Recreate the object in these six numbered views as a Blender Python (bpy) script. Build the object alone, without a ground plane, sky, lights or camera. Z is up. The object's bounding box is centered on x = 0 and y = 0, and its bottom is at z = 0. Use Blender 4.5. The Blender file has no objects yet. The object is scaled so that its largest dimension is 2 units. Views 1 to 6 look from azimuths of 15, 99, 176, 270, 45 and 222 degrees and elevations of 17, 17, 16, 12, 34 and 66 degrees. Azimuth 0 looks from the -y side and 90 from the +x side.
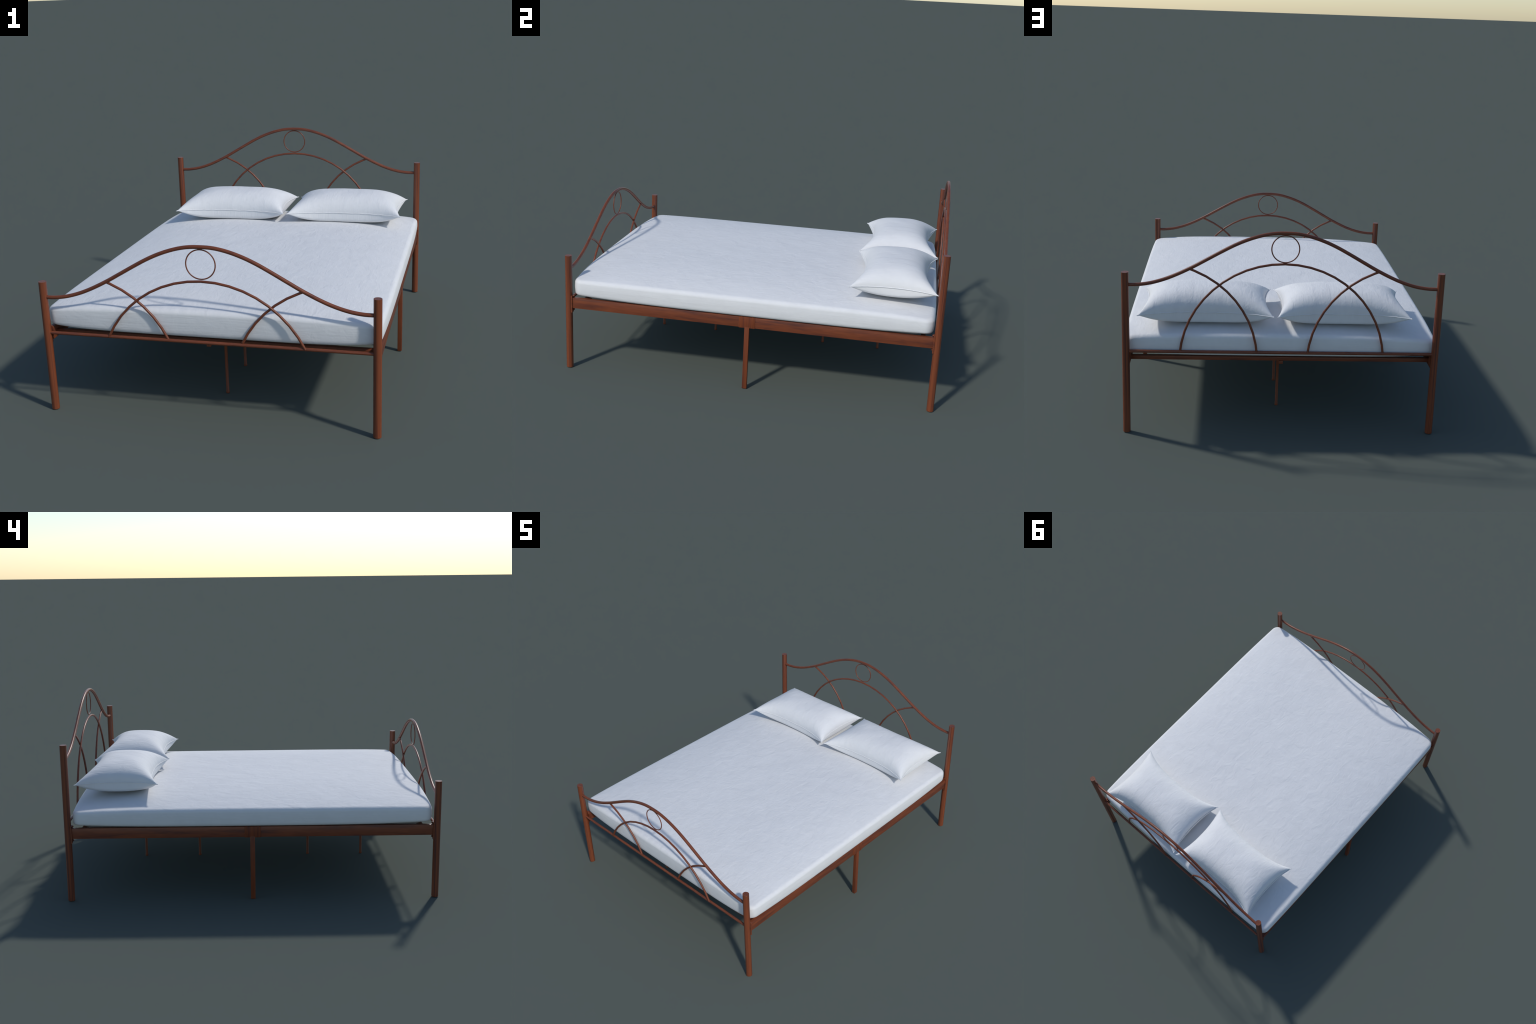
"""A double bed: round-tube metal frame in red-brown paint with wood streaks,
white mattress and two white pillows."""
import bpy, math
import numpy as np
from mathutils import Vector, noise

# ------------------------------------------------------------------ helpers
def mesh_object(name, verts, faces, material, parent=None, smooth=True, sharp_angle=None):
    me = bpy.data.meshes.new(name)
    me.from_pydata([tuple(v) for v in verts], [], faces)
    me.validate()
    me.update()
    if smooth:
        me.polygons.foreach_set("use_smooth", [True] * len(me.polygons))
        if sharp_angle is not None:
            me.set_sharp_from_angle(angle=math.radians(sharp_angle))
    me.materials.append(material)
    ob = bpy.data.objects.new(name, me)
    bpy.context.scene.collection.objects.link(ob)
    if parent is not None:
        ob.parent = parent
    return ob


def empty(name, label=None, category=None):
    ob = bpy.data.objects.new(name, None)
    ob.empty_display_size = 0.1
    bpy.context.scene.collection.objects.link(ob)
    if label:
        ob["label"] = label
        ob["category"] = category
    return ob


def sweep(path, radius, plane_normal, sides=14, closed=False):
    """Round tube along a path that lies in a plane; mitred at the path's corners."""
    path = [Vector(p) for p in path]
    n = len(path)
    b = Vector(plane_normal).normalized()
    verts, faces = [], []
    for i, p in enumerate(path):
        if closed:
            a, c = path[(i - 1) % n], path[(i + 1) % n]
        else:
            a, c = path[max(i - 1, 0)], path[min(i + 1, n - 1)]
        t = (c - a).normalized()
        side = b.cross(t).normalized()
        stretch = 1.0
        if closed or 0 < i < n - 1:
            d1, d2 = (p - a).normalized(), (c - p).normalized()
            stretch = 1.0 / max(0.5, math.sqrt((1 + d1.dot(d2)) / 2))
        for k in range(sides):
            ang = 2 * math.pi * k / sides
            verts.append(p + side * (math.cos(ang) * radius * stretch) + b * (math.sin(ang) * radius))
    rings = n if closed else n - 1
    for i in range(rings):
        j = (i + 1) % n
        for k in range(sides):
            m = (k + 1) % sides
            faces.append((i * sides + k, j * sides + k, j * sides + m, i * sides + m))
    if not closed:
        faces.append(tuple(range(sides)))
        faces.append(tuple((n - 1) * sides + k for k in reversed(range(sides))))
    return verts, faces


def lathe_z(profile, centre, sides=32):
    """Solid of revolution about a vertical axis; profile = [(r, z), ...] from bottom to top."""
    verts, faces = [], []
    for r, z in profile:
        for k in range(sides):
            a = 2 * math.pi * k / sides
            verts.append((centre[0] + r * math.cos(a), centre[1] + r * math.sin(a), z))
    for i in range(len(profile) - 1):
        for k in range(sides):
            m = (k + 1) % sides
            faces.append((i * sides + k, i * sides + m, (i + 1) * sides + m, (i + 1) * sides + k))
    faces.append(tuple(reversed(range(sides))))
    faces.append(tuple((len(profile) - 1) * sides + k for k in range(sides)))
    return verts, faces


def box(x0, x1, y0, y1, z0, z1, bevel=0.0015):
    """Box with chamfered edges (three nested loops per axis end)."""
    verts, faces = [], []
    import bmesh
    bm = bmesh.new()
    vs = [bm.verts.new((x, y, z)) for x in (x0, x1) for y in (y0, y1) for z in (z0, z1)]
    for f in ((0, 1, 3, 2), (4, 6, 7, 5), (0, 4, 5, 1), (2, 3, 7, 6), (0, 2, 6, 4), (1, 5, 7, 3)):
        bm.faces.new([vs[i] for i in f])
    bmesh.ops.recalc_face_normals(bm, faces=bm.faces)
    if bevel:
        bmesh.ops.bevel(bm, geom=list(bm.edges), offset=bevel, segments=2, profile=0.5, affect='EDGES')
    bm.verts.index_update()
    verts = [v.co.copy() for v in bm.verts]
    faces = [tuple(v.index for v in f.verts) for f in bm.faces]
    bm.free()
    return verts, faces


def join(*parts):
    verts, faces = [], []
    for v, f in parts:
        o = len(verts)
        verts += list(v)
        faces += [tuple(i + o for i in q) for q in f]
    return verts, faces


def spline(points, steps):
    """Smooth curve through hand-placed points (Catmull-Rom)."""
    pts = [Vector(p) for p in points]
    pts = [2 * pts[0] - pts[1]] + pts + [2 * pts[-1] - pts[-2]]
    out = []
    for i in range(1, len(pts) - 2):
        p0, p1, p2, p3 = pts[i - 1:i + 3]
        for s in range(steps):
            t = s / steps
            out.append(0.5 * ((2 * p1) + (p2 - p0) * t + (2 * p0 - 5 * p1 + 4 * p2 - p3) * t * t
                              + (3 * p1 - p0 - 3 * p2 + p3) * t ** 3))
    out.append(pts[-2])
    return out


# ---------------------------------------------------------------- materials
def nodes_of(name):
    m = bpy.data.materials.new(name)
    m.use_nodes = True
    nt = m.node_tree
    return m, nt, nt.nodes, nt.links, nt.nodes["Principled BSDF"]


def wood_paint(name, stretch, offset=(0, 0, 0), contrast=1.0, gloss=0.4):
    """Red-brown finish with darker streaks along one axis (the axis with the small scale)."""
    m, nt, N, L, bsdf = nodes_of(name)
    co = N.new("ShaderNodeTexCoord")
    mp = N.new("ShaderNodeMapping")
    mp.inputs["Scale"].default_value = stretch
    mp.inputs["Location"].default_value = offset
    L.new(co.outputs["Object"], mp.inputs["Vector"])
    streak = N.new("ShaderNodeTexNoise")
    streak.inputs["Scale"].default_value = 1.0
    streak.inputs["Detail"].default_value = 4.0
    streak.inputs["Roughness"].default_value = 0.55
    streak.inputs["Distortion"].default_value = 0.4
    L.new(mp.outputs["Vector"], streak.inputs["Vector"])
    ramp = N.new("ShaderNodeValToRGB")
    e = ramp.color_ramp.elements
    e[0].position, e[0].color = 0.48 - 0.12 / contrast, WOOD_DARK
    e[1].position, e[1].color = 0.48 + 0.12 / contrast, WOOD_LIGHT
    mid = ramp.color_ramp.elements.new(0.47)
    mid.color = WOOD_MID
    L.new(streak.outputs["Fac"], ramp.inputs["Fac"])
    fine = N.new("ShaderNodeTexNoise")
    fine.inputs["Scale"].default_value = 4.5
    fine.inputs["Detail"].default_value = 3.0
    L.new(mp.outputs["Vector"], fine.inputs["Vector"])
    fr = N.new("ShaderNodeMapRange")
    fr.inputs["From Min"].default_value, fr.inputs["From Max"].default_value = 0.3, 0.7
    fr.inputs["To Min"].default_value, fr.inputs["To Max"].default_value = 0.86, 1.1
    L.new(fine.outputs["Fac"], fr.inputs["Value"])
    mul = N.new("ShaderNodeMix")
    mul.data_type, mul.blend_type = 'RGBA', 'MULTIPLY'
    mul.inputs["Factor"].default_value = 1.0
    L.new(ramp.outputs["Color"], mul.inputs[6])
    L.new(fr.outputs["Result"], mul.inputs[7])
    L.new(mul.outputs[2], bsdf.inputs["Base Color"])
    bsdf.inputs["Roughness"].default_value = 0.38
    bsdf.inputs["Specular IOR Level"].default_value = gloss
    return m


WOOD_DARK = (0.092, 0.030, 0.022, 1)
WOOD_MID = (0.172, 0.047, 0.021, 1)
WOOD_LIGHT = (0.208, 0.057, 0.023, 1)


def cotton(name, stretch, wrinkle, wrinkle_scale, colour, thread):
    """White woven cloth: faint mottling, fine weave and soft wrinkles in the bump."""
    m, nt, N, L, bsdf = nodes_of(name)
    co = N.new("ShaderNodeTexCoord")
    mp = N.new("ShaderNodeMapping")
    mp.inputs["Scale"].default_value = stretch
    L.new(co.outputs["Object"], mp.inputs["Vector"])
    mott = N.new("ShaderNodeTexNoise")
    mott.inputs["Scale"].default_value = 14.0
    mott.inputs["Detail"].default_value = 5.0
    mott.inputs["Roughness"].default_value = 0.65
    L.new(mp.outputs["Vector"], mott.inputs["Vector"])
    ramp = N.new("ShaderNodeValToRGB")
    e = ramp.color_ramp.elements
    e[0].position, e[0].color = 0.3, tuple(c * 0.965 for c in colour) + (1,)
    e[1].position, e[1].color = 0.7, tuple(min(1, c * 1.015) for c in colour) + (1,)
    L.new(mott.outputs["Fac"], ramp.inputs["Fac"])
    L.new(ramp.outputs["Color"], bsdf.inputs["Base Color"])
    # threads: streaks along the cloth's length on top, level streaks on upright faces
    def streaks(scale):
        mpn = N.new("ShaderNodeMapping")
        mpn.inputs["Scale"].default_value = scale
        L.new(co.outputs["Object"], mpn.inputs["Vector"])
        t = N.new("ShaderNodeTexNoise")
        t.inputs["Scale"].default_value = 1.0
        t.inputs["Detail"].default_value = 3.0
        t.inputs["Roughness"].default_value = 0.6
        t.inputs["Distortion"].default_value = 0.5
        L.new(mpn.outputs["Vector"], t.inputs["Vector"])
        return t.outputs["Fac"]
    flat, upright = streaks(thread[0]), streaks(thread[1])
    geo = N.new("ShaderNodeNewGeometry")
    sep = N.new("ShaderNodeSeparateXYZ")
    L.new(geo.outputs["True Normal"], sep.inputs["Vector"])
    ab = N.new("ShaderNodeMath")
    ab.operation = 'ABSOLUTE'
    L.new(sep.outputs["Z"], ab.inputs[0])
    mixh = N.new("ShaderNodeMix")
    L.new(ab.outputs["Value"], mixh.inputs["Factor"])
    L.new(upright, mixh.inputs[2])
    L.new(flat, mixh.inputs[3])
    wr = N.new("ShaderNodeTexNoise")
    wr.inputs["Scale"].default_value = wrinkle_scale
    wr.inputs["Detail"].default_value = 3.0
    wr.inputs["Roughness"].default_value = 0.55
    wr.inputs["Distortion"].default_value = 0.6
    L.new(mp.outputs["Vector"], wr.inputs["Vector"])
    b1 = N.new("ShaderNodeBump")
    b1.inputs["Strength"].default_value = 1.0
    b1.inputs["Distance"].default_value = wrinkle
    L.new(wr.outputs["Fac"], b1.inputs["Height"])
    taut = N.new("ShaderNodeMapRange")          # upright faces are pulled taut
    taut.inputs["To Min"].default_value, taut.inputs["To Max"].default_value = 0.35, 1.0
    L.new(ab.outputs["Value"], taut.inputs["Value"])
    L.new(taut.outputs["Result"], b1.inputs["Strength"])
    b2 = N.new("ShaderNodeBump")
    b2.inputs["Strength"].default_value = 1.0
    b2.inputs["Distance"].default_value = thread[2]
    L.new(mixh.outputs[0], b2.inputs["Height"])
    L.new(b1.outputs["Normal"], b2.inputs["Normal"])
    L.new(b2.outputs["Normal"], bsdf.inputs["Normal"])
    bsdf.inputs["Roughness"].default_value = 0.75
    bsdf.inputs["Specular IOR Level"].default_value = 0.2
    return m


MAT_POST = wood_paint("brown_finish_upright", (150, 150, 1.5), (0, 0, 0), 1.5)
MAT_RAIL = wood_paint("brown_finish_rail", (22, 4.0, 42), (3.1, 0.4, 1.7), 0.62)
MAT_BAR = wood_paint("brown_finish_bar", (7, 60, 60), (0.7, 2.0, 5.0), 0.45)
MAT_LEG = wood_paint("brown_finish_leg", (70, 70, 2.0), (9.0, 1.0, 0.0), 0.7, 0.18)
MAT_SHEET = cotton("white_sheet", (1.0, 0.7, 1.0), 0.0036, 18.0, (0.755, 0.755, 0.758),
                   ((85, 12, 12), (7, 7, 110), 0.0009))
MAT_PILLOW = cotton("white_pillowcase", (1.3, 0.6, 0.8), 0.0034, 17.0, (0.77, 0.77, 0.772),
                    ((110, 14, 14), (110, 110, 12), 0.0011))

# ---------------------------------------------------------------- bed frame
frame = empty("bed_frame", "red-brown metal bed frame with arched bar ends", "bed")
POST_X, POST_Y, POST_R = 0.769, 0.9815, 0.0185


def top_bar_path(y, lift):
    half = [(0.0, 0.8330), (0.060, 0.8300), (0.122, 0.8172), (0.188, 0.7950), (0.251, 0.7665),
            (0.319, 0.7295), (0.388, 0.6900), (0.450, 0.6550), (0.522, 0.6190), (0.585, 0.5930),
            (0.648, 0.5745), (0.705, 0.5655), (0.752, 0.5640)]
    pts = [(-x, y, z + lift) for x, z in reversed(half)] + [(x, y, z + lift) for x, z in half[1:]]
    return spline(pts, 5)


def arc(cx, cz, r, degrees, y):
    return [(cx + r * math.sin(math.radians(a)), y, cz + r * math.cos(math.radians(a))) for a in degrees]


def bed_end(kind, y, lift, low_z, tops):
    end = empty(kind)
    end.parent = frame
    # posts: (x sign, height)
    for sx, h in tops:
        prof = [(POST_R - 0.0012, 0.0), (POST_R, 0.0015), (POST_R, h - 0.0004), (POST_R - 0.0004, h)]
        v, f = lathe_z(prof, (0, 0))
        ob = mesh_object("post", v, f, MAT_POST, end, sharp_angle=35)
        ob.location = (sx * POST_X, y, 0)
    v, f = sweep(top_bar_path(y, lift), 0.0089, (0, 1, 0), 16)
    mesh_object("crest_bar", v, f, MAT_BAR, end, sharp_angle=50)
    v, f = sweep([(-0.755, y, low_z), (0, y, low_z), (0.755, y, low_z)], 0.0078, (0, 1, 0), 16)
    mesh_object("lower_bar", v, f, MAT_BAR, end, sharp_angle=50)
    # middle arch, bent in straight facets of 7.2 degrees
    cz, r = 0.1705 + lift, 0.5072
    a_end = math.degrees(math.acos((low_z - cz) / r))
    n = int(a_end // 7.2)
    half = [7.2 * i for i in range(n + 1)]
    if a_end - half[-1] < 2.0:
        half.pop()
    half.append(a_end)
    degs = [-a for a in reversed(half)] + half[1:]
    v, f = sweep(arc(0, cz, r, degs, y - 0.0040), 0.0060, (0, 1, 0), 12)
    mesh_object("arch_bar", v, f, MAT_BAR, end, sharp_angle=50)
    # two side arches that spring from the crest bar and cross the middle one
    for s in (1, -1):
        cx, cz2, r2 = 0.626, 0.1800 + lift * 0.975, 0.5015
        a_low = 90 - math.degrees(math.asin((low_z - cz2) / r2))
        degs = [19.4, 22.2, 29.4] + [29.4 + 7.2 * i for i in range(1, 12) if 29.4 + 7.2 * i < a_low - 2.5] + [a_low]
        pts = [(s * x, yy, z) for x, yy, z in arc(cx, cz2, r2, [-d for d in degs], y + 0.0028)]
        v, f = sweep(pts, 0.0060, (0, 1, 0), 12)
        mesh_object("side_arch_bar", v, f, MAT_BAR, end, sharp_angle=50)
    # ring between arch and crest
    ring = arc(0, 0.7540 + lift, 0.0672, [360 / 48 * i for i in range(48)], y)
    v, f = sweep(ring, 0.0030, (0, 1, 0), 10, closed=True)
    mesh_object("ring", v, f, MAT_BAR, end)
    # brackets on the posts that carry the side rails, with two bolts each
    sy = -1 if y > 0 else 1          # inwards
    for s in (1, -1):
        outline = [(0.762, 0.322), (0.783, 0.322), (0.783, 0.416), (0.751, 0.416), (0.746, 0.408), (0.746, 0.384), (0.757, 0.350)]
        ya, yb = y + sy * (POST_R - 0.004), y + sy * (POST_R + 0.0035)
        vs = [(s * x, ya, z) for x, z in outline] + [(s * x, yb, z) for x, z in outline]
        k = len(outline)
        fs = [tuple(range(k)), tuple(reversed(range(k, 2 * k)))] + [(i, i + k, (i + 1) % k + k, (i + 1) % k) for i in range(k)]
        br = mesh_object("bracket", vs, fs, MAT_RAIL, end, smooth=False)
        import bmesh
        bm = bmesh.new(); bm.from_mesh(br.data)
        bmesh.ops.recalc_face_normals(bm, faces=bm.faces)
        bm.to_mesh(br.data); bm.free()
        for zb in (0.4125, 0.3365):
            v, f = lathe_z([(0.0062, 0.0), (0.0062, 0.0035), (0.0042, 0.0036), (0.0042, 0.0065), (0.003, 0.0078)], (0, 0), 12)
            bolt = mesh_object("bolt", v, f, MAT_RAIL, end, sharp_angle=40)
            bolt.rotation_euler = (-math.pi / 2 if sy > 0 else math.pi / 2, 0, 0)
            bolt.location = (s * 0.764, yb - sy * 0.0005, zb)
    return end


bed_end("footboard", -POST_Y, 0.0, 0.3895, [(1, 0.6395), (-1, 0.6395)])
bed_end("headboard", POST_Y, 0.2092, 0.4305, [(1, 0.837), (-1, 0.853)])

# side rails in two lengths, joined over the middle legs by a sleeve
RX0, RX1, RZ0, RZ1 = 0.7545, 0.7785, 0.3470, 0.4040
for s in (1, -1):
    x0, x1 = sorted((s * RX0, s * RX1))
    for y0, y1 in ((-0.9605, -0.002), (0.002, 0.9605)):
        v, f = box(x0, x1, y0, y1, RZ0, RZ1, 0.0010)
        mesh_object("side_rail", v, f, MAT_RAIL, frame, sharp_angle=40)
    xs0, xs1 = sorted((s * (RX0 - 0.0015), s * (RX1 + 0.0018)))
    parts = [box(xs0, xs1, -0.043, 0.043, RZ0 - 0.0022, RZ1 + 0.0004, 0.0012)]
    for yc in (-0.029, 0.029):      # raised ribs either side of the leg
        parts.append(box(xs0 - 0.0008, xs1 + 0.0008, yc - 0.0055, yc + 0.0055, RZ0 - 0.0018, RZ1 + 0.0022, 0.0012))
    v, f = join(*parts)
    mesh_object("rail_sleeve", v, f, MAT_LEG, frame, sharp_angle=40)
    v, f = box(-0.0112, 0.0112, -0.0125, 0.0125, 0.0, RZ0 + 0.004, 0.0014)
    leg = mesh_object("side_leg", v, f, MAT_LEG, frame, sharp_angle=40)
    leg.location = (s * 0.7695, 0.0005, 0)

# slats under the mattress
v, f = box(-RX0 - 0.002, RX0 + 0.002, -0.012, 0.012, 0.3635, 0.3835, 0.0015)
slat = mesh_object("slat", v, f, MAT_BAR, frame, sharp_angle=40)
slat.location = (0, -0.910, 0)
for i in range(1, 12):
    c = slat.copy()
    c.location = (0, -0.910 + 1.820 / 11 * i, 0)
    bpy.context.scene.collection.objects.link(c)

# middle beam with four thin legs
v, f = box(-0.010, 0.010, -0.928, 0.928, 0.3480, 0.3645, 0.0012)
mesh_object("middle_beam", v, f, MAT_RAIL, frame, sharp_angle=40)
v, f = lathe_z([(0.0080, 0.0), (0.0086, 0.002), (0.0086, 0.011), (0.0074, 0.0125), (0.0074, 0.350)], (0, 0), 20)
mid = mesh_object("middle_leg", v, f, MAT_LEG, frame, sharp_angle=40)
mid.location = (0, -0.672, 0)
for yy in (-0.341, 0.331, 0.664):
    c = mid.copy()
    c.location = (0, yy, 0)
    bpy.context.scene.collection.objects.link(c)

# ----------------------------------------------------------------- mattress
MA, MB = 0.7812, 0.955            # half width, half length near the corners
MX = 0.0000                      # the mattress lies a little off the middle line
CROWN = 0.5540


def mattress_outline(n_side=80, n_corner=12):
    """Rounded rectangle whose sides bow outwards slightly; returns (x, y, outward normal)."""
    rc = 0.046
    pts = []
    corners = [(1, -1, -90), (1, 1, 0), (-1, 1, 90), (-1, -1, 180)]
    for k, (sx, sy, a0) in enumerate(corners):
        for i in range(n_corner):
            a = math.radians(a0 + 90 * i / n_corner)
            pts.append((sx * (MA - rc) + rc * math.cos(a), sy * (MB - rc) + rc * math.sin(a)))
        nx, ny, na = corners[(k + 1) % 4]
        a1 = math.radians(a0 + 90)
        p = Vector((sx * (MA - rc) + rc * math.cos(a1), sy * (MB - rc) + rc * math.sin(a1)))
        q = Vector((nx * (MA - rc) + rc * math.cos(a1), ny * (MB - rc) + rc * math.sin(a1)))
        for i in range(n_side):
            pts.append(tuple(p.lerp(q, i / n_side)))
    out = []
    for x, y in pts:
        out.append(Vector((x + math.copysign(0.007, x) * abs(x / MA) ** 3 * (1 - abs(y / MB) ** 5),
                           y + math.copysign(0.012, y) * abs(y / MB) ** 3 * (1 - abs(x / MA) ** 4), 0)))
    n = len(out)
    res = []
    for i in range(n):
        t = (out[(i + 1) % n] - out[i - 1]).normalized()
        res.append((out[i], Vector((t.y, -t.x, 0))))
    return res


def mattress_top(x, y):
    """Gently domed upper surface, before the rim is rolled over."""
    X = min(1, abs(x) / 0.787) ** (4.0 if x > 0 else 3.0)       # slumps a little more to the left
    Y = min(1, abs(y) / 0.968) ** (5.0 if y > 0 else 6.5)
    fall_y = 0.040 if y > 0 else 0.029
    z = CROWN - (0.047 if x > 0 else 0.052) * X - fall_y * Y + 0.025 * X * Y
    return z + 0.0016 * noise.noise(Vector((x * 6.0, y * 6.0, 3.0))) * (1 - X) * (1 - Y)


def mattress_mesh():
    outline = mattress_outline()
    n = len(outline)
    verts, faces = [], []

    def ring(fn):
        for p, nrm in outline:
            q = fn(p, nrm)
            verts.append((q[0] + MX, q[1], q[2]))
    roll_r, roll_h = 0.022, 0.020
    steps = 44
    inner = [math.sin(math.pi / 2 * i / steps) ** 0.9 for i in range(1, steps + 1)]

    def flat(r):
        def fn(p, nrm):
            c = (p - nrm * roll_r) * r
            return c.x, c.y, mattress_top(c.x, c.y)
        return fn
    for r in inner:
        ring(flat(r))
    for i in range(1, 9):                       # rolled rim
        a = math.pi / 2 * i / 8

        def fn(p, nrm, a=a):
            c = p - nrm * roll_r * (1 - math.sin(a))
            return c.x, c.y, mattress_top(c.x, c.y) - roll_h * (1 - math.cos(a))
        ring(fn)

    def wall(t, out):
        def fn(p, nrm):
            c = p + nrm * out
            zt = mattress_top(p.x, p.y) - roll_h
            zb = 0.3990 + 0.0055 * abs(p.x / MA) ** 8 + 0.014 * (abs(p.x / MA) ** 6) * (abs(p.y / MB) ** 4)
            return c.x, c.y, zb + (zt - zb) * t
        return fn
    for t, out in ((0.88, 0.0006), (0.74, 0.0010), (0.60, 0.0008), (0.46, 0.0), (0.33, -0.0010), (0.22, -0.0020),
                   (0.13, -0.005), (0.06, -0.010), (0.015, -0.020), (0.0, -0.036)):
        ring(wall(t, out))
    for r, z in ((0.935, 0.3960), (0.90, 0.3915), (0.84, 0.3870), (0.7, 0.3850), (0.4, 0.3845), (0.15, 0.3845)):
        ring(lambda p, nrm, r=r, z=z: (p.x * r, p.y * r, z))
    nr = len(verts) // n
    for i in range(nr - 1):
        for k in range(n):
            m = (k + 1) % n
            faces.append((i * n + k, (i + 1) * n + k, (i + 1) * n + m, i * n + m))
    ct = len(verts)
    verts.append((MX, 0, mattress_top(0, 0)))
    verts.append((MX, 0, 0.3845))
    for k in range(n):
        m = (k + 1) % n
        faces.append((ct, k, m))
        faces.append((ct + 1, (nr - 1) * n + m, (nr - 1) * n + k))
    return verts, faces


v, f = mattress_mesh()
mattress = mesh_object("mattress", v, f, MAT_SHEET)
mattress["label"] = "flat white mattress with softly rounded edges"
mattress["category"] = "mattress"

# ------------------------------------------------------------------ pillows
PHX, PHY = 0.336, 0.2265        # half sizes at the pointed corners


def pillow_plan(u, v):
    x = u * (PHX - 0.034 * (1 - abs(v) ** 2.2))
    y = v * (PHY - (0.060 if v < 0 else 0.061) * (1 - abs(u) ** 2.8))
    return x, y


def pillow_mesh(nu=72, nv=56):
    def crowd(t):        # rows crowd towards the stitched edge
        return math.copysign(1 - (1 - abs(t)) ** 2.6, t)
    su = [crowd(2 * i / nu - 1) for i in range(nu + 1)]
    sv = [crowd(2 * i / nv - 1) for i in range(nv + 1)]
    verts, index = [], {}
    for side in (1, -1):
        for i, u in enumerate(su):
            for j, w in enumerate(sv):
                edge = i in (0, nu) or j in (0, nv)
                if side == -1 and edge:
                    index[side, i, j] = index[1, i, j]
                    continue
                x, y = pillow_plan(u, w)
                fu, fv = max(0, 1 - abs(u) ** 3.2), max(0, 1 - abs(w) ** 3.0)
                if side == 1:
                    q = fu ** 0.50 * fv ** 0.50
                    h = 0.1005 * q
                    h += 0.003 * fu * fv * noise.noise(Vector((x * 9, y * 9, 1.0)))
                    pull = math.exp(-((1 - abs(w)) / 0.16)) * fu     # gathers along the long seams
                    h += 0.0012 * pull * math.sin(x * 95 + 2.0 * noise.noise(Vector((x * 14, 0, 0))))
                    out = 0.003
                else:
                    q = (fu * fv) ** 0.14
                    swell_s = 1 - abs(u) ** 4.5 * abs(w) ** 2.2
                    h = -0.0685 * q * swell_s
                    out = 0.004
                # the filling swells past the stitched edge above and below it
                swell = q * (1 - q) * out
                x += math.copysign(swell, u) * abs(u) ** 6 * fv
                y += math.copysign(swell, w) * abs(w) ** 6 * fu
                z = h + 0.006 * (1 - w * w) * (u * u) - 0.0015
                index[side, i, j] = len(verts)
                k = 0.988 if not edge else 0.9905      # the stitched rim stands proud of the filling
                verts.append((x * k, y * k, z))
    faces = []
    for side in (1, -1):
        for i in range(nu):
            for j in range(nv):
                q = (index[side, i, j], index[side, i + 1, j], index[side, i + 1, j + 1], index[side, i, j + 1])
                faces.append(q if side == 1 else tuple(reversed(q)))
    ring = [index[1, i, 0] for i in range(nu)] + [index[1, nu, j] for j in range(nv)] \
        + [index[1, i, nv] for i in range(nu, 0, -1)] + [index[1, 0, j] for j in range(nv, 0, -1)]
    return verts, faces, [Vector(verts[k]) for k in ring]


pv, pf, seam_path = pillow_mesh()
sv_, sf_ = sweep([Vector((p.x * 1.005, p.y * 1.005, p.z)) for p in seam_path], 0.0023, (0, 0, 1), 8, closed=True)
first = None
for px in (0.3795, -0.3105):
    if first is None:
        pil = mesh_object("pillow", pv, pf, MAT_PILLOW, sharp_angle=75)
        seam = mesh_object("seam", sv_, sf_, MAT_PILLOW, pil)
        first = (pil, seam)
    else:
        pil = first[0].copy()
        bpy.context.scene.collection.objects.link(pil)
        seam = first[1].copy()
        seam.parent = pil
        bpy.context.scene.collection.objects.link(seam)
    pil.location = (px, 0.7365, 0.6095)
    pil["label"] = "plump white pillow with pointed corners"
    pil["category"] = "pillow"
